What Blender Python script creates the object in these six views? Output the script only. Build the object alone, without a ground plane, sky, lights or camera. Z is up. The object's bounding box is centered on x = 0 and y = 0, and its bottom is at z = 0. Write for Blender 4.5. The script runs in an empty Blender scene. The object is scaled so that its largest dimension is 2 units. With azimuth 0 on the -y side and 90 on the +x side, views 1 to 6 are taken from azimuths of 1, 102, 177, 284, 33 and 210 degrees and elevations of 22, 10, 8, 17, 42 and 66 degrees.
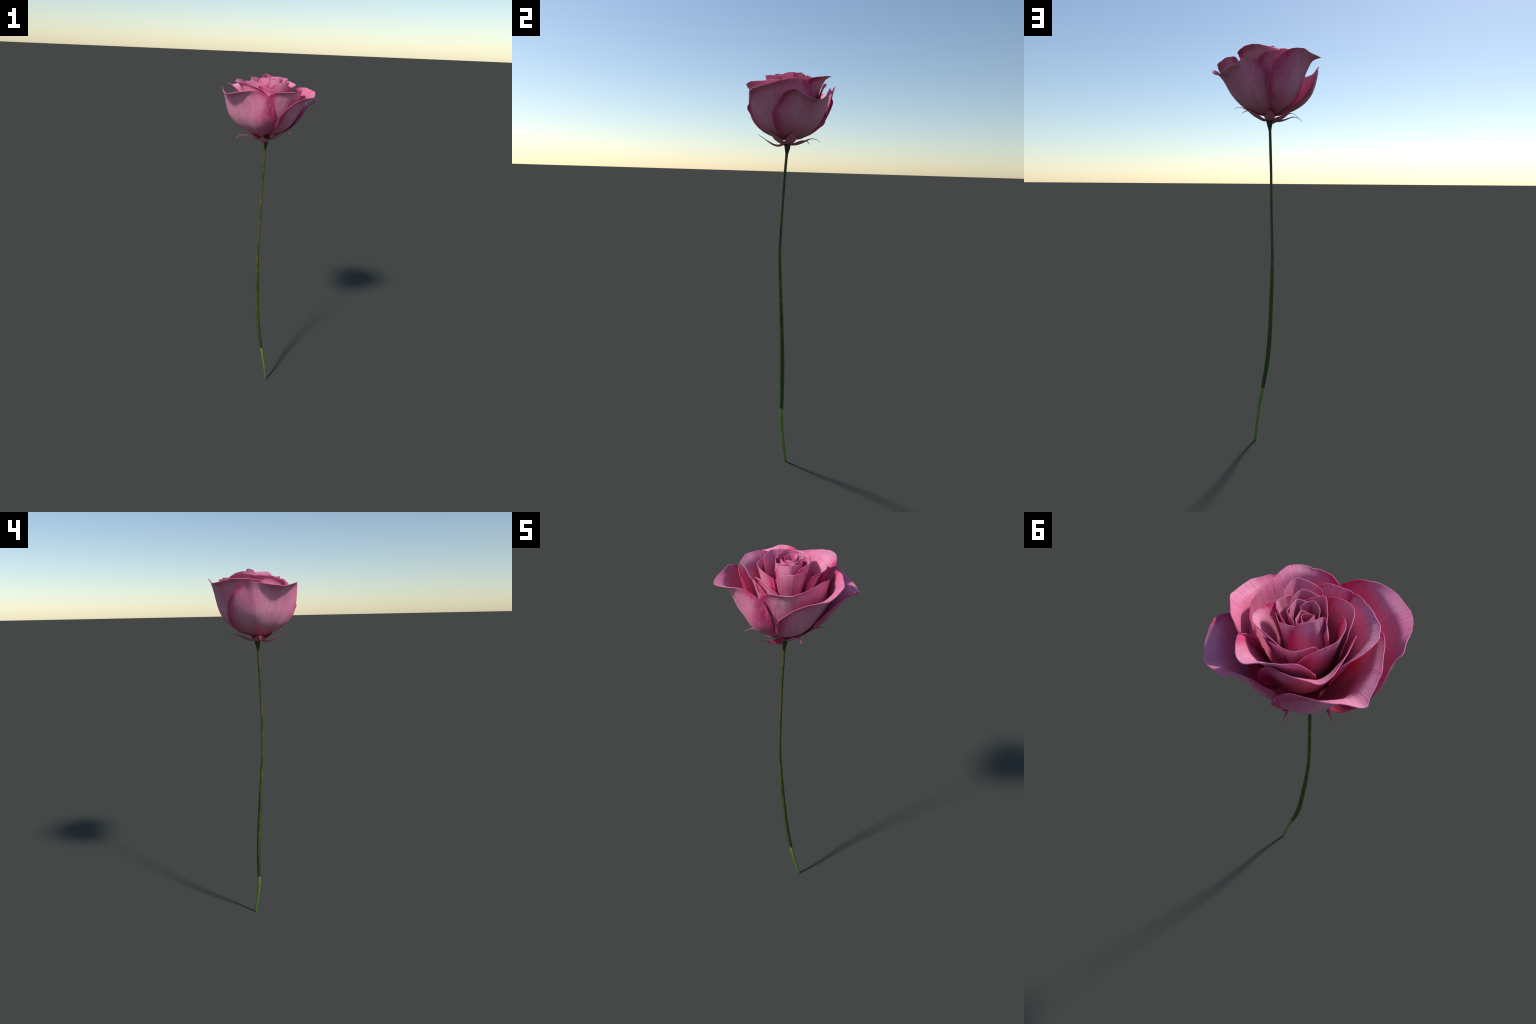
"""A single cut pink rose: long bare stem, flared calyx with six slim sepals,
and an open bloom of overlapping petals.  Every petal is a solid sheet built
from a rim curve (azimuth, radius, height about the bloom axis) that is lofted
down to the receptacle along a cup profile."""
import bpy, bmesh, math, random
import numpy as np
from mathutils import noise, Vector

SEED = 7
random.seed(SEED)
ORIGIN = np.array([-0.012, 0.002, 1.677])      # where the petals spring from
LEAN = np.array([0.010, 0.017]) / 0.303        # bloom axis leans a little with height


# ------------------------------------------------------------------ helpers
def axis_at(z):
    return ORIGIN[:2] + (z - ORIGIN[2]) * LEAN


def spline(points, n, even=True):
    """Catmull-Rom through the control points, resampled evenly along its length."""
    P = np.array(points, float)
    E = np.vstack([2 * P[0] - P[1], P, 2 * P[-1] - P[-2]])
    out = []
    for i in range(1, len(E) - 2):
        p0, p1, p2, p3 = E[i - 1], E[i], E[i + 1], E[i + 2]
        for t in np.linspace(0, 1, 24, endpoint=False):
            out.append(0.5 * ((2 * p1) + (p2 - p0) * t + (2 * p0 - 5 * p1 + 4 * p2 - p3) * t * t
                              + (3 * p1 - p0 - 3 * p2 + p3) * t ** 3))
    out.append(P[-1])
    out = np.array(out)
    d = np.r_[0, np.cumsum(np.linalg.norm(np.diff(out[:, :3], axis=0), axis=1))]
    s = np.linspace(0, d[-1], n)
    return np.stack([np.interp(s, d, out[:, k]) for k in range(out.shape[1])], 1)


def smoothstep(x, a=0.0, b=1.0):
    x = np.clip((x - a) / (b - a), 0, 1)
    return x * x * (3 - 2 * x)


def make_mesh(name, verts, faces, mats, face_mats=None):
    me = bpy.data.meshes.new(name)
    me.from_pydata([tuple(map(float, v)) for v in verts], [], faces)
    for m in mats:
        me.materials.append(m)
    if face_mats is not None:
        me.polygons.foreach_set("material_index", face_mats)
    me.polygons.foreach_set("use_smooth", [True] * len(me.polygons))
    bm = bmesh.new()
    bm.from_mesh(me)
    bmesh.ops.recalc_face_normals(bm, faces=bm.faces)
    if face_mats is not None:                  # crisp line where the faces meet the rim
        for e in bm.edges:
            if len(e.link_faces) == 2 and (e.link_faces[0].material_index == 2) != (e.link_faces[1].material_index == 2):
                e.smooth = False
    bm.to_mesh(me)
    bm.free()
    me.update()
    ob = bpy.data.objects.new(name, me)
    bpy.context.scene.collection.objects.link(ob)
    return ob


def sheet(grid, thick):
    """Close a (nu x nv) grid of points into a solid sheet with a rounded rim.
    Returns verts, faces, material index (0 outer face, 1 inner face, 2 rim)."""
    nu, nv, _ = grid.shape
    du = np.gradient(grid, axis=0)
    dv = np.gradient(grid, axis=1)
    nrm = np.cross(du, dv)
    nrm /= np.maximum(np.linalg.norm(nrm, axis=2, keepdims=True), 1e-9)
    nrm[:, 0] = nrm[:, 1]
    t = thick if np.ndim(thick) else np.full((nu, nv), thick)
    A = grid + nrm * t[..., None] * 0.5
    B = grid - nrm * t[..., None] * 0.5
    verts = list(A.reshape(-1, 3)) + list(B.reshape(-1, 3))
    n = nu * nv
    ia = lambda i, j: i * nv + j
    faces, mi = [], []
    for i in range(nu - 1):
        for j in range(nv - 1):
            faces.append((ia(i, j), ia(i + 1, j), ia(i + 1, j + 1), ia(i, j + 1)))
            mi.append(0)
            faces.append((n + ia(i, j), n + ia(i, j + 1), n + ia(i + 1, j + 1), n + ia(i + 1, j)))
            mi.append(1)
    loop = [(0, j) for j in range(nv)] + [(i, nv - 1) for i in range(1, nu)] \
        + [(nu - 1, j) for j in range(nv - 2, -1, -1)]
    mid = []
    for k, (i, j) in enumerate(loop):          # bead that rounds the rim
        ii = 1 if i == 0 else (nu - 2 if i == nu - 1 else i)
        jj = nv - 2 if j == nv - 1 else j
        out = grid[i, j] - grid[ii, jj]
        l = np.linalg.norm(out)
        mid.append(len(verts))
        verts.append(grid[i, j] + (out / l if l > 1e-9 else 0 * out) * t[i, j] * 0.45)
    for k in range(len(loop) - 1):
        a0, a1 = ia(*loop[k]), ia(*loop[k + 1])
        faces.append((a1, a0, mid[k], mid[k + 1])); mi.append(2)
        faces.append((mid[k + 1], mid[k], n + a0, n + a1)); mi.append(2)
    base = [ia(i, 0) for i in range(nu)]
    for k in range(nu - 1):
        faces.append((base[k + 1], base[k], n + base[k], n + base[k + 1])); mi.append(0)
    return verts, faces, mi


# ---------------------------------------------------------------- materials
def node(nt, kind, **inputs):
    nd = nt.nodes.new(kind)
    for k, v in inputs.items():
        if k.startswith("_"):
            setattr(nd, k[1:], v)
        else:
            key = int(k[1:]) if k[0] == "i" and k[1:].isdigit() else k.replace("__", " ")
            if isinstance(v, bpy.types.NodeSocket):
                nt.links.new(v, nd.inputs[key])
            else:
                nd.inputs[key].default_value = v
    return nd


def math_(nt, op, a, b=0.0, c=0.0, clamp=False):
    nd = node(nt, "ShaderNodeMath", _operation=op, _use_clamp=clamp, i0=a, i1=b, i2=c)
    return nd.outputs[0]


def ramp(nt, fac, stops, interp="LINEAR"):
    nd = nt.nodes.new("ShaderNodeValToRGB")
    nd.color_ramp.interpolation = interp
    el = nd.color_ramp.elements
    while len(el) < len(stops):
        el.new(0.5)
    for e, (p, c) in zip(el, stops):
        e.position = p
        e.color = (*c, 1) if len(c) == 3 else c
    nt.links.new(fac, nd.inputs[0])
    return nd.outputs[0]


def mix(nt, fac, a, b, mode="MIX"):
    nd = nt.nodes.new("ShaderNodeMix")
    nd.data_type = "RGBA"
    nd.blend_type = mode
    for key, v in ((0, fac), (6, a), (7, b)):
        if isinstance(v, bpy.types.NodeSocket):
            nt.links.new(v, nd.inputs[key])
        elif key == 0:
            nd.inputs[key].default_value = v
        else:
            nd.inputs[key].default_value = (*v, 1)
    return nd.outputs[2]


def srgb(r, g, b):
    f = lambda c: c / 12.92 if c <= 0.04045 else ((c + 0.055) / 1.055) ** 2.4
    return tuple(f(v / 255) for v in (r, g, b))


def new_material(name):
    m = bpy.data.materials.new(name)
    m.use_nodes = True
    nt = m.node_tree
    nt.nodes.clear()
    return m, nt


PALETTE = {
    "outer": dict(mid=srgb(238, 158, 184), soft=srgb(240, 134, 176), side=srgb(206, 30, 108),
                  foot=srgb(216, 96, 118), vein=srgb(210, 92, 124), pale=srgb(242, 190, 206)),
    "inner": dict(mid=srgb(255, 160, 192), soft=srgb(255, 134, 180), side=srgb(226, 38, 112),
                  foot=srgb(190, 34, 72), vein=srgb(214, 88, 126), pale=srgb(255, 192, 214)),  # inner foot darkened to crimson, painting in the shadow deep between the petals
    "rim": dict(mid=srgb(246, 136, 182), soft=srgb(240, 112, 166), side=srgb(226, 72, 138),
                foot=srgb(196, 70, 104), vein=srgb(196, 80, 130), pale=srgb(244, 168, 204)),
}


def petal_material(face, flanks, height, seed):
    """Pink petal skin.  Object space: z up from the petal's foot, the petal's
    middle lies along +y, so atan2(x, y) runs across it and z along it."""
    c = PALETTE[face]
    m, nt = new_material("petal_" + face)
    obj = node(nt, "ShaderNodeTexCoord").outputs["Object"]
    sep = node(nt, "ShaderNodeSeparateXYZ", i0=obj)
    x, y, z = sep.outputs
    ang = math_(nt, "ARCTAN2", x, y)
    along = math_(nt, "DIVIDE", z, height)                        # 0 .. 1
    # how far each flank reaches round at this height (share of pi), so the colour follows the true edge
    lo, hi = (ramp(nt, along, [(0.01 + 0.96 * k / (len(f) - 1), (v,) * 3) for k, v in enumerate(f)]) for f in flanks)
    left = math_(nt, "DIVIDE", math_(nt, "MULTIPLY", ang, -1 / math.pi), lo)
    right = math_(nt, "DIVIDE", math_(nt, "MULTIPLY", ang, 1 / math.pi), hi)
    across = math_(nt, "MAXIMUM", left, right)                    # 0 middle .. 1 flank
    fan = node(nt, "ShaderNodeCombineXYZ", i0=ang, i1=math_(nt, "MULTIPLY", z, 1.0), i2=seed).outputs[0]

    def fan_noise(sa, sz, detail=3.0, rough=0.55, dist=0.0):
        mp = node(nt, "ShaderNodeMapping", i0=fan)
        mp.inputs["Scale"].default_value = (sa, sz, 1.0)
        nz = node(nt, "ShaderNodeTexNoise", Vector=mp.outputs[0], Scale=1.0, Detail=detail, Roughness=rough, Distortion=dist)
        return nz.outputs["Fac"]

    warp = fan_noise(3.0, 9.0, 2.0)
    blotch = fan_noise(2.2, 7.0, 2.0)
    fibre = fan_noise(90.0, 14.0, 2.0, 0.6, 0.5)
    fine = node(nt, "ShaderNodeTexNoise", Vector=obj, Scale=220.0, Detail=3.0, Roughness=0.6).outputs["Fac"]
    # colour across the petal: greyish rose middle, magenta flanks
    edge = math_(nt, "ABSOLUTE", across)
    edge = math_(nt, "ADD", edge, math_(nt, "MULTIPLY", math_(nt, "SUBTRACT", blotch, 0.5), 0.4))
    flank = ramp(nt, edge, [(0.40, (0, 0, 0)), (0.68, (0.30,) * 3), (0.92, (0.97,) * 3)], "EASE")
    col = mix(nt, ramp(nt, blotch, [(0.36, (0, 0, 0)), (0.64, (1, 1, 1))]), c["mid"], c["soft"])
    col = mix(nt, flank, col, c["side"])
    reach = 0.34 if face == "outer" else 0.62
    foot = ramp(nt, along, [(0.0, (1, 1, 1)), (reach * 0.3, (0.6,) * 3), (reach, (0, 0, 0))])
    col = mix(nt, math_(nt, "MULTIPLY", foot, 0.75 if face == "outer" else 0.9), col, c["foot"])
    # fibres that follow the meridians
    col = mix(nt, ramp(nt, fibre, [(0.47, (0, 0, 0)), (0.78, (0.28,) * 3)]), col, c["pale"])
    col = mix(nt, ramp(nt, fibre, [(0.26, (0.22,) * 3), (0.46, (0, 0, 0))]), col, c["side"])
    # branching veins: thin ridges of a stretched noise
    v1 = math_(nt, "ABSOLUTE", math_(nt, "SUBTRACT", fan_noise(9.0, 2.6, 1.0, 0.5, 0.25), 0.5))
    v1 = ramp(nt, v1, [(0.0, (1, 1, 1)), (0.008, (0.6,) * 3), (0.022, (0, 0, 0))])
    v2 = math_(nt, "ABSOLUTE", math_(nt, "SUBTRACT", fan_noise(22.0, 7.0, 1.5, 0.5, 0.6), 0.5))
    v2 = ramp(nt, v2, [(0.0, (0.5,) * 3), (0.014, (0.25,) * 3), (0.035, (0, 0, 0))])
    col = mix(nt, math_(nt, "MULTIPLY", v1, 0.42), col, c["vein"])
    col = mix(nt, math_(nt, "MULTIPLY", v2, 0.24), col, c["pale"])
    col = mix(nt, 0.22, col, ramp(nt, fine, [(0.3, (0.25,) * 3), (0.7, (0.8,) * 3)]), "OVERLAY")
    crinkle = fan_noise(34.0, 70.0, 3.0, 0.6, 1.2)
    col = mix(nt, ramp(nt, crinkle, [(0.5, (0, 0, 0)), (0.8, (0.3,) * 3)]), col, c["pale"])
    relief = math_(nt, "ADD", math_(nt, "ADD", math_(nt, "MULTIPLY", fibre, 0.35), math_(nt, "MULTIPLY", crinkle, 0.5)),
                   math_(nt, "ADD", math_(nt, "MULTIPLY", v1, -0.45), math_(nt, "MULTIPLY", fine, 0.35)))
    bump = node(nt, "ShaderNodeBump", Strength=0.55, Distance=0.0014, Height=relief)
    b = node(nt, "ShaderNodeBsdfPrincipled", Base__Color=col, Roughness=0.52, Normal=bump.outputs[0])
    b.inputs["Specular IOR Level"].default_value = 0.36
    b.inputs["Sheen Weight"].default_value = 0.05
    b.inputs["Sheen Roughness"].default_value = 0.5
    tr = node(nt, "ShaderNodeBsdfTranslucent", Color=mix(nt, 0.5, col, srgb(230, 40, 90)), Normal=bump.outputs[0])
    ms = node(nt, "ShaderNodeMixShader", i0=0.10, i1=b.outputs[0], i2=tr.outputs[0])
    o = node(nt, "ShaderNodeOutputMaterial", Surface=ms.outputs[0])
    return m


def stem_material(name, stops, dark):
    m, nt = new_material(name)
    obj = node(nt, "ShaderNodeTexCoord").outputs["Object"]
    sep = node(nt, "ShaderNodeSeparateXYZ", i0=obj)
    z = sep.outputs[2]

    def band(sz, sxy, detail=3.0, rough=0.6):
        mp = node(nt, "ShaderNodeMapping", i0=obj)
        mp.inputs["Scale"].default_value = (sxy, sxy, sz)
        return node(nt, "ShaderNodeTexNoise", Vector=mp.outputs[0], Scale=1.0, Detail=detail, Roughness=rough).outputs["Fac"]

    col = ramp(nt, math_(nt, "DIVIDE", z, 2.0), stops)
    b1 = band(11.0, 2.0)
    b2 = band(60.0, 6.0, 2.0)
    b3 = band(30.0, 140.0)
    col = mix(nt, ramp(nt, b1, [(0.38, (0, 0, 0)), (0.60, (0.85,) * 3)]), col, dark)
    col = mix(nt, ramp(nt, b1, [(0.30, (0.5,) * 3), (0.42, (0, 0, 0))]), col, srgb(112, 112, 30))
    col = mix(nt, ramp(nt, b2, [(0.45, (0, 0, 0)), (0.7, (0.4,) * 3)]), col, dark)
    col = mix(nt, ramp(nt, b3, [(0.4, (0, 0, 0)), (0.75, (0.35,) * 3)]), col, srgb(120, 124, 52))
    bump = node(nt, "ShaderNodeBump", Strength=0.3, Distance=0.001, Height=math_(nt, "ADD", b2, b3))
    b = node(nt, "ShaderNodeBsdfPrincipled", Base__Color=col, Roughness=0.5, Normal=bump.outputs[0])
    b.inputs["Specular IOR Level"].default_value = 0.3
    node(nt, "ShaderNodeOutputMaterial", Surface=b.outputs[0])
    return m


# --------------------------------------------------------------- the flower
rose = bpy.data.objects.new("rose", None)
bpy.context.scene.collection.objects.link(rose)
rose.empty_display_size = 0.1
rose["label"] = "open dusky pink rose on a long bare curved stem"
rose["category"] = "rose flower"
bpy.context.view_layer.update()


def own(child, parent=rose):
    child.parent = parent
    return child


# stem: spine (x, y, z, radius), a thick upper shoot and the paler thin foot
STEM = [(-0.0138, -0.0014, 1.650, 0.0160), (-0.0145, -0.0022, 1.632, 0.0130), (-0.0155, -0.0035, 1.612, 0.0082),
        (-0.0167, -0.0050, 1.595, 0.0069), (-0.0200, -0.0112, 1.50, 0.0070), (-0.0231, -0.0157, 1.40, 0.0066),
        (-0.0245, -0.0194, 1.30, 0.0066), (-0.0262, -0.0232, 1.20, 0.0067), (-0.0288, -0.0246, 1.10, 0.0069),
        (-0.0312, -0.0204, 1.00, 0.0078), (-0.0307, -0.0141, 0.90, 0.0088), (-0.0284, -0.0072, 0.80, 0.0096),
        (-0.0245, -0.0005, 0.70, 0.0103), (-0.0203, 0.0065, 0.60, 0.0110), (-0.0141, 0.0118, 0.50, 0.0115),
        (-0.0035, 0.0160, 0.40, 0.0115), (0.0129, 0.0202, 0.30, 0.0100), (0.0176, 0.0212, 0.274, 0.0096)]
FOOT = [(0.0174, 0.0211, 0.275, 0.0091), (0.0313, 0.0265, 0.20, 0.0086), (0.0392, 0.0338, 0.15, 0.0078), (0.0464, 0.0417, 0.10, 0.0070),
        (0.0528, 0.0501, 0.05, 0.0064), (0.0585, 0.0589, 0.0, 0.0060)]


def tube(name, spine, mat, n, sides=28, rings=0.0, level=False):
    P = spline(spine, n)
    T = np.gradient(P[:, :3], axis=0)
    T /= np.linalg.norm(T, axis=1, keepdims=True)
    if level:
        T[-1] = (0, 0, -1)
    verts, faces = [], []
    for k in range(n):
        t = T[k]
        a = np.cross(t, (0.0, 1.0, 0.0)); a /= np.linalg.norm(a)
        b = np.cross(t, a)
        for s in range(sides):
            w = 2 * math.pi * s / sides
            r = P[k, 3] * (1 + 0.02 * math.sin(3 * w + P[k, 2] * 9)
                           + rings * noise.noise(Vector((math.cos(w) * 0.8, math.sin(w) * 0.8, P[k, 2] * 40))))
            verts.append(P[k, :3] + r * (math.cos(w) * a + math.sin(w) * b))
    for k in range(n - 1):
        for s in range(sides):
            s2 = (s + 1) % sides
            faces.append((k * sides + s, (k + 1) * sides + s, (k + 1) * sides + s2, k * sides + s2))
    faces.append(tuple(range(sides)))
    faces.append(tuple((n - 1) * sides + s for s in range(sides - 1, -1, -1)))
    return make_mesh(name, verts, faces, [mat])


green = stem_material("stem_skin", [(0.0, srgb(46, 76, 40)), (0.19, srgb(50, 78, 40)), (0.24, srgb(74, 84, 34)), (0.45, srgb(92, 92, 34)),
                                    (0.78, srgb(90, 84, 36)), (0.81, srgb(44, 44, 18)), (0.83, srgb(28, 30, 12)), (1.0, srgb(24, 24, 10))], srgb(42, 58, 32))
pale = stem_material("stem_core", [(0.0, srgb(88, 128, 46)), (0.09, srgb(122, 142, 60)), (0.137, srgb(140, 150, 84)), (1.0, srgb(140, 150, 84))], srgb(92, 122, 50))
stem = own(tube("stem", STEM, green, 220, rings=0.03))
foot = own(tube("stem_foot", FOOT, pale, 50, sides=24, rings=0.02, level=True), stem)

# receptacle: the dark knob between the sepals and the petals
KNOB = [(-0.0138, -0.0012, 1.6485, 0.0155), (-0.0135, -0.0005, 1.662, 0.0165), (-0.0128, 0.0006, 1.672, 0.0150),
        (-0.0122, 0.0015, 1.681, 0.0170), (-0.0118, 0.002, 1.700, 0.0200)]
knob = own(tube("receptacle", KNOB, stem_material("receptacle_skin", [(0.0, srgb(34, 34, 14)), (0.9, srgb(36, 36, 14))], srgb(20, 20, 10)), 24))

# ------------------------------------------------------------------- petals
# cup profiles: (share of height, share of radius)
OUTER = [(0, .13), (.025, .29), (.05, .36), (.11, .53), (.22, .72), (.36, .86), (.50, .93), (.65, .97), (.80, .99), (1.0, 1.0), (1.2, 1.02)]
RING = [(0, .10), (.03, .24), (.08, .40), (.20, .60), (.40, .78), (.65, .91), (.85, .97), (1.0, 1.0), (1.2, 1.02)]
CONE = [(0, .12), (.05, .28), (.18, .40), (.40, .54), (.65, .71), (.85, .88), (1.0, 1.0), (1.2, 1.1)]
BUD = [(0, .15), (.06, .40), (.20, .70), (.45, .98), (.70, 1.06), (.88, 1.04), (1.0, 1.0), (1.2, .9)]
CUP_TOP = 1.945


def round_off(rim):
    """Let the last end of a rim that stops high on the cup turn the corner and run down the flank."""
    (a0, r0, z0), (a, r, z) = rim[-2:]
    if z < 1.875:
        return rim
    step = math.copysign(1.0, a - a0) * math.degrees(0.006 / r)
    drop = 0.055 * min(1.0, r / 0.12)
    return rim + [(a + 0.75 * step, r * 0.985, z - 0.16 * drop), (a + step, r * 0.955, z - 0.5 * drop), (a + 0.5 * step, r * 0.90, z - drop)]


def petal_grid(rim, radius, profile, nu, nv, waist, seed, pull, open_):
    """rim: (azimuth deg, radius, height) control points from one flank over the tip
    to the other; radius: belly radius of the cup the petal is cut from."""
    rim = round_off(round_off(list(rim))[::-1])[::-1]
    az = np.array([p[0] for p in rim], float)
    pts = []
    for a, r, z in rim:
        c = axis_at(z)
        pts.append((c[0] + r * math.sin(math.radians(a)), c[1] - r * math.cos(math.radians(a)), z))
    R = spline(pts, nu)
    for q in R:                                  # small irregular nicks and swells along the rim
        o = q[:2] - axis_at(q[2])
        f = noise.noise(Vector((q[0] * 38, q[1] * 38, seed * 2.3))) + 0.5 * noise.noise(Vector((q[0] * 95, q[1] * 95, seed * 4.1)))
        q[:2] += o * 0.010 * f
        q[2] += 0.0011 * f
    c = np.array([axis_at(z) for z in R[:, 2]])
    rr = np.hypot(R[:, 0] - c[:, 0], R[:, 1] - c[:, 1])
    aa = np.unwrap(np.arctan2(R[:, 0] - c[:, 0], -(R[:, 1] - c[:, 1])))
    aa += 2 * math.pi * round((math.radians(az[0]) - aa[0]) / (2 * math.pi))
    wgt = np.maximum(R[:, 2] - ORIGIN[2], 0.01)
    centre = 0.5 * (aa.min() + aa.max())
    profile = [(h, f * (1 - open_ * 4 * min(h, 1) ** 0.6 * (1 - min(h, 1)))) for h, f in profile]
    prof = spline([(h * (CUP_TOP - ORIGIN[2]), f, 0) for h, f in profile], 300)
    grid = np.zeros((nu, nv, 3))
    V = 1 - (1 - np.linspace(0, 1, nv)) ** 1.3      # finer rows towards the lip
    mean = float(np.mean(radius))
    plen = np.r_[0, np.cumsum(np.hypot(np.diff(prof[:, 0]), mean * np.diff(prof[:, 1])))]
    belly = np.atleast_1d(radius)
    belly = np.interp(np.linspace(0, 1, nu), np.linspace(0, 1, len(belly)), belly)
    for i in range(nu):
        radius = belly[i]
        h = R[i, 2] - ORIGIN[2]
        s_end = np.interp(h, prof[:, 0], plen)
        s = V * s_end
        z = np.interp(s, plen, prof[:, 0])
        r = radius * np.interp(s, plen, prof[:, 1])
        dr = rr[i] - r[-1]
        k = pull if dr > 0 else 1.6
        r = r + dr * V ** k
        z = z + 0.35 * max(0.0, dr - 0.02) * np.sin(math.pi * V ** 3.0)
        z = z + min(0.006, max(0.0, dr - 0.008) * 0.22) * np.sin(math.pi * smoothstep(V, 0.80, 1.0))
        a = centre + (aa[i] - centre) * (waist + (1 - waist) * smoothstep(V, 0.0, 0.65))
        zz = z + ORIGIN[2]
        grid[i, :, 0] = ORIGIN[0] + z * LEAN[0] + r * np.sin(a)
        grid[i, :, 1] = ORIGIN[1] + z * LEAN[1] - r * np.cos(a)
        grid[i, :, 2] = zz
    return grid, aa, V, centre


def petal(rim, radius, profile=RING, thick=0.0026, nu=84, nv=44, waist=0.6, wave=0.0016, seed=0, pull=4.0, open_=0.0):
    """Build one petal object from its rim (see petal_grid); open_ straightens the bowl towards a cone."""
    grid, aa, V, centre = petal_grid(rim, radius, profile, nu, nv, waist, seed, pull, open_)
    # gentle buckling of the sheet, stronger towards the rim
    du, dv = np.gradient(grid, axis=0), np.gradient(grid, axis=1)
    nr = np.cross(du, dv)
    nr /= np.maximum(np.linalg.norm(nr, axis=2, keepdims=True), 1e-9)
    for i in range(nu):
        for j in range(nv):
            p = grid[i, j]
            w = wave * (0.25 + 0.75 * V[j])
            f = noise.noise(Vector((aa[i] * 3.2, p[2] * 14.0, seed * 3.7))) \
                + 0.35 * noise.noise(Vector((aa[i] * 11.0, p[2] * 12.0, seed * 5.1)))
            grid[i, j] += nr[i, j] * w * f
    t = np.full((nu, nv), thick)
    t *= (0.75 + 0.25 * V)[None, :]
    verts, faces, mi = sheet(grid, t)
    # own frame: origin at the foot, petal middle along +y
    verts = np.array(verts) - ORIGIN
    turn = centre - math.pi                      # azimuth 0 is -y
    ca, sa = math.cos(-turn), math.sin(-turn)
    loc = np.stack([verts[:, 0] * ca - verts[:, 1] * sa, verts[:, 0] * sa + verts[:, 1] * ca, verts[:, 2]], 1)
    height = max(p[2] for p in rim) - ORIGIN[2]
    th = np.arctan2(loc[:, 0], loc[:, 1]) / math.pi
    flanks = [[], []]
    for k in range(9):
        near = np.abs(loc[:, 2] / height - (k / 8) * 0.96 - 0.01) < 0.035
        near &= np.hypot(loc[:, 0], loc[:, 1]) > 0.005
        flanks[0].append(max(0.06, float(-th[near].min())))
        flanks[1].append(max(0.06, float(th[near].max())))
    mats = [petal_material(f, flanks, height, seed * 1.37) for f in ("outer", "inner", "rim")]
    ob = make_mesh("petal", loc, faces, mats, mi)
    ob.location = ORIGIN
    ob.rotation_euler = (0, 0, turn)
    return own(ob)


# outer petals: rim (azimuth, radius, height) from flank over the tip to flank
OUTER_PETALS = [
    # broad front petal, lip rolled out
    ([(-134, 0.102, 1.696), (-123, 0.170, 1.738), (-115, 0.210, 1.792), (-107, 0.234, 1.849), (-98, 0.245, 1.882), (-85, 0.244, 1.912), (-79, 0.259, 1.922), (-69, 0.267, 1.918), (-59, 0.285, 1.910), (-48, 0.298, 1.904), (-39, 0.289, 1.911), (-29, 0.275, 1.922), (-18, 0.245, 1.925), (-10, 0.232, 1.917), (0, 0.212, 1.892), (4, 0.201, 1.876), (8, 0.194, 1.842), (11, 0.186, 1.812), (12, 0.162, 1.773), (8, 0.129, 1.730)],
     dict(radius=(.216,.240,.244,.214,.232,.189), profile=OUTER, pull=6.5, nu=96, nv=48)),
    # upright petal behind it
    ([(-0, 0.202, 1.902), (8, 0.214, 1.918), (21, 0.222, 1.920), (32, 0.234, 1.922), (40, 0.228, 1.928), (49, 0.209, 1.928), (73, 0.179, 1.932), (89, 0.172, 1.922), (116, 0.150, 1.900)],
     dict(radius=(.19,.17,.165,.16), profile=OUTER, nu=96, nv=48)),
    # right-hand petal, deep left flank
    ([(11, 0.110, 1.705), (12, 0.135, 1.722), (16, 0.180, 1.776), (20, 0.212, 1.815), (28, 0.211, 1.841), (38, 0.223, 1.869), (48, 0.241, 1.888), (57, 0.251, 1.892), (67, 0.258, 1.894), (85, 0.246, 1.915), (94, 0.226, 1.925), (105, 0.205, 1.932), (114, 0.189, 1.931), (122, 0.179, 1.924), (133, 0.176, 1.880), (138, 0.175, 1.850), (146, 0.178, 1.800)],
     dict(radius=(.195,.205,.198,.182,.172,.172), profile=OUTER, pull=5.5, nu=96, nv=48)),
    # side petal with a drooping tip
    ([(76, 0.124, 1.715), (71, 0.153, 1.743), (72, 0.176, 1.779), (77, 0.194, 1.806), (84, 0.213, 1.832), (92, 0.243, 1.866), (98, 0.265, 1.874), (104, 0.274, 1.875), (112, 0.284, 1.852), (125, 0.288, 1.834), (134, 0.270, 1.854), (143, 0.253, 1.872), (146, 0.247, 1.882), (148, 0.229, 1.900), (161, 0.201, 1.900), (169, 0.185, 1.874), (175, 0.173, 1.856), (179, 0.170, 1.832), (184, 0.172, 1.764), (191, 0.145, 1.735)],
     dict(radius=(.214,.204,.226,.210,.193,.192), profile=OUTER, pull=6, nu=96, nv=48)),
    # back petal with a pointed corner
    ([(-172, 0.130, 1.737), (-183, 0.152, 1.767), (-185, 0.170, 1.786), (-184, 0.189, 1.805), (-180, 0.202, 1.852), (-174, 0.192, 1.885), (-164, 0.200, 1.922), (-152, 0.221, 1.945), (-139, 0.244, 1.948), (-130, 0.251, 1.935), (-121, 0.277, 1.924), (-115, 0.262, 1.930), (-99, 0.235, 1.942), (-75, 0.210, 1.936), (-65, 0.203, 1.926), (-59, 0.197, 1.915)],
     dict(radius=(.206,.210,.207,.193,.170,.162), open_=.025, profile=OUTER, pull=5.5, nu=96, nv=48)),
]
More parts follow.
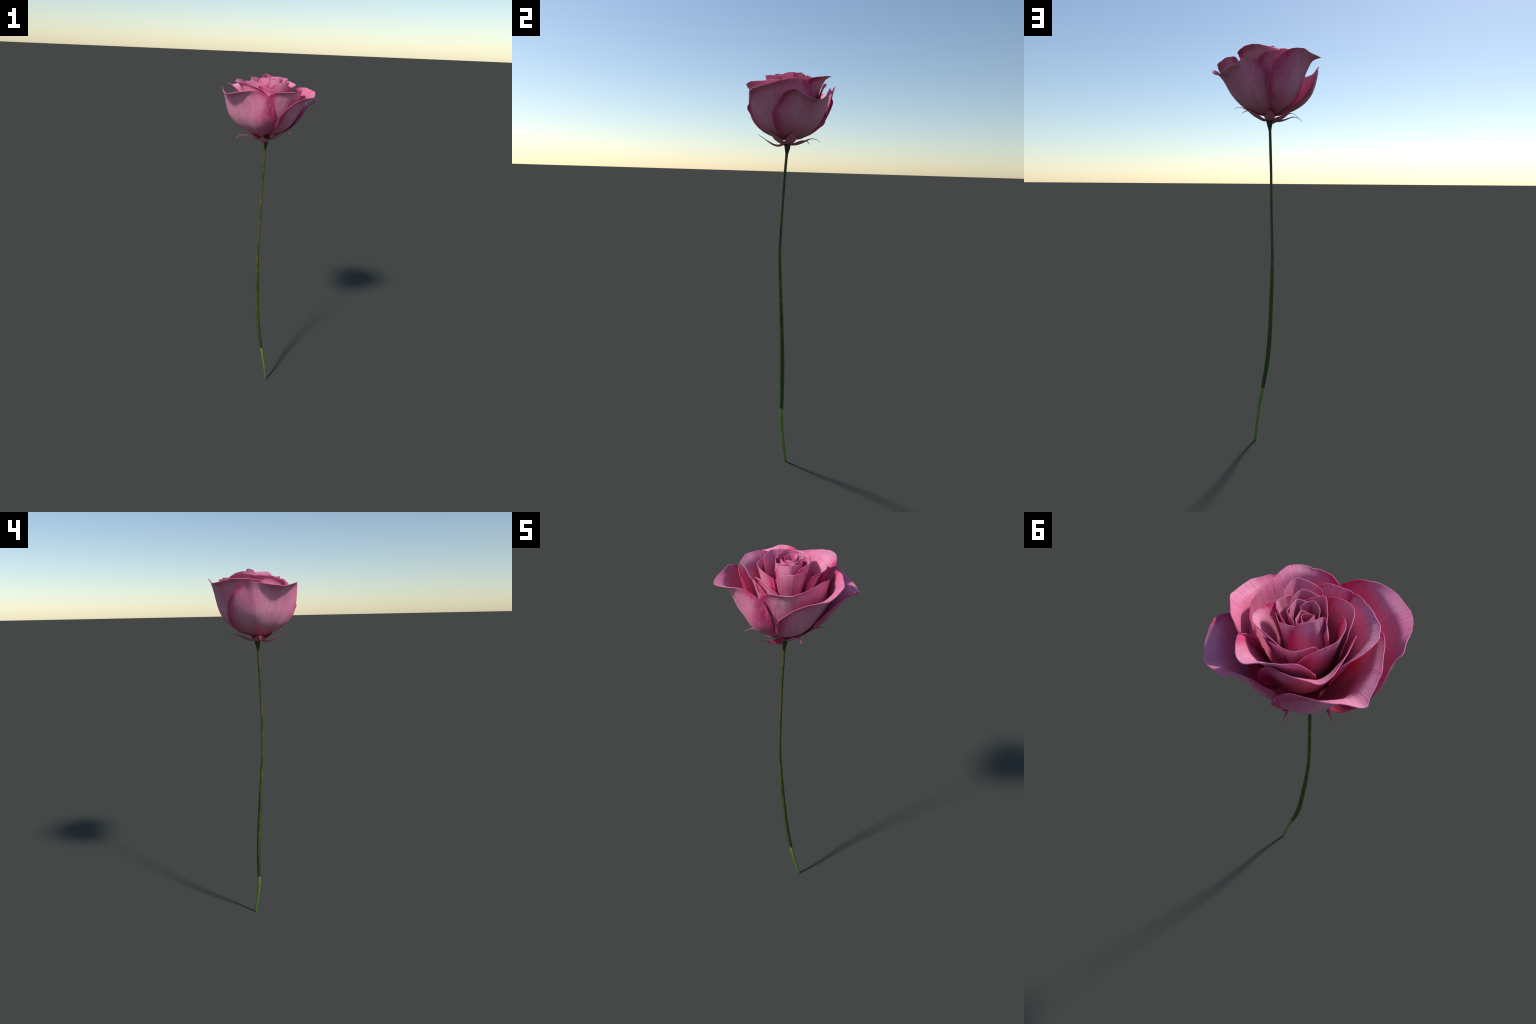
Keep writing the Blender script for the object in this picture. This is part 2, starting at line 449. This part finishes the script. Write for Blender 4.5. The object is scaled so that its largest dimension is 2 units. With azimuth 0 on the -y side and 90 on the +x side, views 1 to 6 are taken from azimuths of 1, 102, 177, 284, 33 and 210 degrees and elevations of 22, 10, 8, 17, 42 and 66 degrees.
# ring petals: rim (azimuth, radius, height) from flank over the tip to flank
RING_PETALS = [
    ([(-206, 0.166, 1.830), (-205, 0.165, 1.865), (-200, 0.161, 1.900), (-191, 0.154, 1.930), (-176, 0.157, 1.942), (-163, 0.165, 1.945), (-151, 0.173, 1.945), (-142, 0.185, 1.945), (-133, 0.176, 1.948), (-122, 0.160, 1.952), (-105, 0.142, 1.952), (-78, 0.134, 1.945)],
     dict(radius=(.160,.135,.120,.115), nu=72, nv=40)),
    ([(19, 0.177, 1.880), (16, 0.175, 1.905), (5, 0.173, 1.925), (-12, 0.167, 1.942), (-20, 0.169, 1.945)],
     dict(radius=(.155,.14,.125), nu=72, nv=40)),
    ([(-4, 0.168, 1.900), (-14, 0.172, 1.927), (-26, 0.177, 1.940), (-48, 0.178, 1.956), (-64, 0.191, 1.956), (-78, 0.192, 1.958), (-92, 0.182, 1.966), (-105, 0.171, 1.964), (-118, 0.160, 1.954)],
     dict(radius=.132, nu=72, nv=40)),
    ([(127, 0.132, 1.925), (125, 0.167, 1.938), (129, 0.183, 1.945), (147, 0.204, 1.955), (157, 0.205, 1.960), (166, 0.176, 1.965), (181, 0.148, 1.962), (200, 0.133, 1.957), (215, 0.146, 1.937)],
     dict(radius=(.125,.135,.125,.12), nu=72, nv=40)),
    ([(-224, 0.116, 1.945), (-208, 0.112, 1.958), (-186, 0.106, 1.966), (-171, 0.106, 1.970), (-159, 0.100, 1.972), (-139, 0.089, 1.970), (-132, 0.091, 1.955)],
     dict(radius=.088, thick=.002, nu=72, nv=40)),
    ([(-162, 0.128, 1.955), (-152, 0.112, 1.967), (-131, 0.106, 1.976), (-107, 0.110, 1.980), (-87, 0.108, 1.978), (-65, 0.103, 1.968), (-50, 0.098, 1.957)],
     dict(radius=.090, thick=.002, nu=72, nv=40)),
    ([(-1, 0.118, 1.935), (-15, 0.125, 1.948), (-35, 0.131, 1.960), (-49, 0.130, 1.965), (-65, 0.120, 1.965), (-78, 0.115, 1.960), (-91, 0.116, 1.950)],
     dict(radius=.105, thick=.002, nu=72, nv=40)),
    ([(71, 0.118, 1.930), (75, 0.125, 1.938), (89, 0.135, 1.943), (104, 0.144, 1.948), (117, 0.136, 1.955), (142, 0.109, 1.965), (171, 0.100, 1.955)],
     dict(radius=.095, thick=.002, nu=72, nv=40)),
]
# bud petals: rim (azimuth, radius, height) from flank over the tip to flank
BUD_PETALS = [
    ([(64, 0.106, 1.955), (52, 0.125, 1.963), (39, 0.144, 1.965), (28, 0.140, 1.963), (9, 0.128, 1.950), (4, 0.115, 1.938)],
     dict(radius=.122, profile=CONE, thick=.0021, nu=72, nv=40)),
    ([(71, 0.065, 1.965), (51, 0.079, 1.975), (30, 0.094, 1.978), (3, 0.085, 1.970), (-8, 0.084, 1.960)],
     dict(radius=.080, profile=CONE, thick=.0021, nu=72, nv=40)),
    ([(29, 0.064, 1.970), (3, 0.076, 1.977), (-11, 0.083, 1.980), (-45, 0.060, 1.980), (-79, 0.056, 1.972)],
     dict(radius=.072, profile=CONE, thick=.002, nu=72, nv=40)),
    ([(134, 0.056, 1.975), (104, 0.072, 1.980), (93, 0.083, 1.980), (78, 0.092, 1.976), (54, 0.093, 1.965), (49, 0.094, 1.955)],
     dict(radius=.080, profile=CONE, thick=.002, nu=72, nv=40)),
    ([(107, 0.078, 1.978), (128, 0.072, 1.982), (139, 0.064, 1.983), (169, 0.043, 1.983), (205, 0.028, 1.978)],
     dict(radius=.054, profile=BUD, thick=.002, nu=72, nv=40)),
    ([(-196, 0.063, 1.970), (-195, 0.056, 1.980), (-190, 0.044, 1.985), (-121, 0.034, 1.998), (-70, 0.048, 1.985), (-91, 0.061, 1.968)],
     dict(radius=.064, profile=BUD, thick=.002, nu=72, nv=40)),
    ([(151, 0.031, 1.972), (97, 0.050, 1.980), (87, 0.051, 1.980), (63, 0.060, 1.973)],
     dict(radius=.050, profile=CONE, thick=.002, nu=72, nv=40)),
    ([(112, 0.039, 1.972), (86, 0.046, 1.982), (51, 0.060, 1.980), (29, 0.055, 1.976), (18, 0.052, 1.970)],
     dict(radius=.050, profile=CONE, thick=.002, nu=72, nv=40)),
    ([(53, 0.031, 1.968), (42, 0.044, 1.975), (9, 0.058, 1.978), (-12, 0.050, 1.980), (-32, 0.044, 1.980), (-51, 0.035, 1.973)],
     dict(radius=.046, profile=CONE, thick=.002, nu=72, nv=40)),
    ([(-10, 0.022, 1.968), (44, 0.028, 1.972), (119, 0.024, 1.977), (159, 0.030, 1.981), (177, 0.028, 1.984), (234, 0.019, 1.985), (306, 0.022, 1.983)],
     dict(radius=.026, profile=BUD, thick=.002, nu=72, nv=40)),
    ([(137, 0.009, 1.965), (63, 0.017, 1.970), (11, 0.018, 1.973), (-26, 0.021, 1.972), (-38, 0.016, 1.966)],
     dict(radius=.017, profile=BUD, thick=.002, nu=72, nv=40)),
]


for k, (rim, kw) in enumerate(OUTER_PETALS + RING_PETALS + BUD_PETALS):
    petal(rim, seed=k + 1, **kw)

# a tiny blister on the big front petal
bm = bmesh.new()
bmesh.ops.create_icosphere(bm, subdivisions=3, radius=0.0019)
me = bpy.data.meshes.new("blister")
bm.to_mesh(me); bm.free()
me.polygons.foreach_set("use_smooth", [True] * len(me.polygons))
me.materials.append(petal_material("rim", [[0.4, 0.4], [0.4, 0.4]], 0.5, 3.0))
blister = bpy.data.objects.new("blister", me)
bpy.context.scene.collection.objects.link(blister)
blister.location = (-0.1142, -0.1844, 1.8659)
own(blister)

# ------------------------------------------------------------------- sepals
SEPALS = [((-0.143, 0.092, 1.663), 0.020, -0.002), ((0.122, -0.099, 1.701), 0.016, 0.0), ((-0.039, -0.159, 1.703), -0.012, -0.014),
          ((0.158, 0.065, 1.700), 0.014, 0.0), ((-0.010, 0.162, 1.667), 0.020, -0.002), ((-0.182, -0.059, 1.660), 0.020, -0.004)]


def sepal(tip, arch, dip, seed):
    """A slim boat-shaped sepal: leaves the receptacle level, sags, lifts and droops at the tip."""
    foot = np.array([-0.0134, -0.0004, 1.657])
    tip = np.array(tip)
    d = tip - foot
    L = np.hypot(d[0], d[1])
    out = np.array([d[0] / L, d[1] / L, 0])
    side = np.array([-out[1], out[0], 0])
    S = [(0.010, 1.659), (0.2 * L, foot[2] - 0.004 + dip), (0.42 * L, foot[2] + 0.30 * d[2] + dip * 0.6),
         (0.68 * L, foot[2] + 0.72 * d[2] + arch * 0.8), (0.85 * L, foot[2] + 0.92 * d[2] + arch * 0.75), (L, tip[2])]
    if dip < -0.01:                      # the one that sags deepest before it lifts
        S = [(0.010, 1.659), (0.15 * L, 1.652), (0.30 * L, 1.644), (0.50 * L, 1.651), (0.75 * L, 1.677), (L, tip[2])]
    n, m = 44, 11
    sp = spline([(r, z, 0) for r, z in S], n)
    grid = np.zeros((n, m, 3))
    for i in range(n):
        f = i / (n - 1)
        half = 0.0265 * min(1, (0.42 + 1.9 * f) if f < .3 else 1) * (1 - smoothstep(f, 0.28, 0.82) * 0.86) * (1 - smoothstep(f, 0.8, 1.0) * 0.9)
        for j in range(m):
            q = 2 * j / (m - 1) - 1
            lift = 0.34 * half * q * q * (1 - 0.3 * f)
            twist = 0.0012 * noise.noise(Vector((f * 4, q, seed)))
            grid[i, j] = foot * (1, 1, 0) + out * (sp[i, 0]) + side * half * q + np.array([0, 0, sp[i, 1] + lift + twist])
    verts, faces, mi = sheet(grid.transpose(1, 0, 2).copy(), 0.0016)
    turn = math.atan2(out[1], out[0]) - math.pi / 2
    verts = np.array(verts) - foot
    ca, sa = math.cos(-turn), math.sin(-turn)
    loc = np.stack([verts[:, 0] * ca - verts[:, 1] * sa, verts[:, 0] * sa + verts[:, 1] * ca, verts[:, 2]], 1)
    ob = make_mesh("sepal", loc, faces, SEPAL_SKIN, mi)
    ob.location = foot
    ob.rotation_euler = (0, 0, turn)
    return own(ob, knob)


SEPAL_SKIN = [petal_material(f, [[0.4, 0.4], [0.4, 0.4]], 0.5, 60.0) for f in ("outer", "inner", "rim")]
for k, s in enumerate(SEPALS):
    sepal(*s, seed=k)
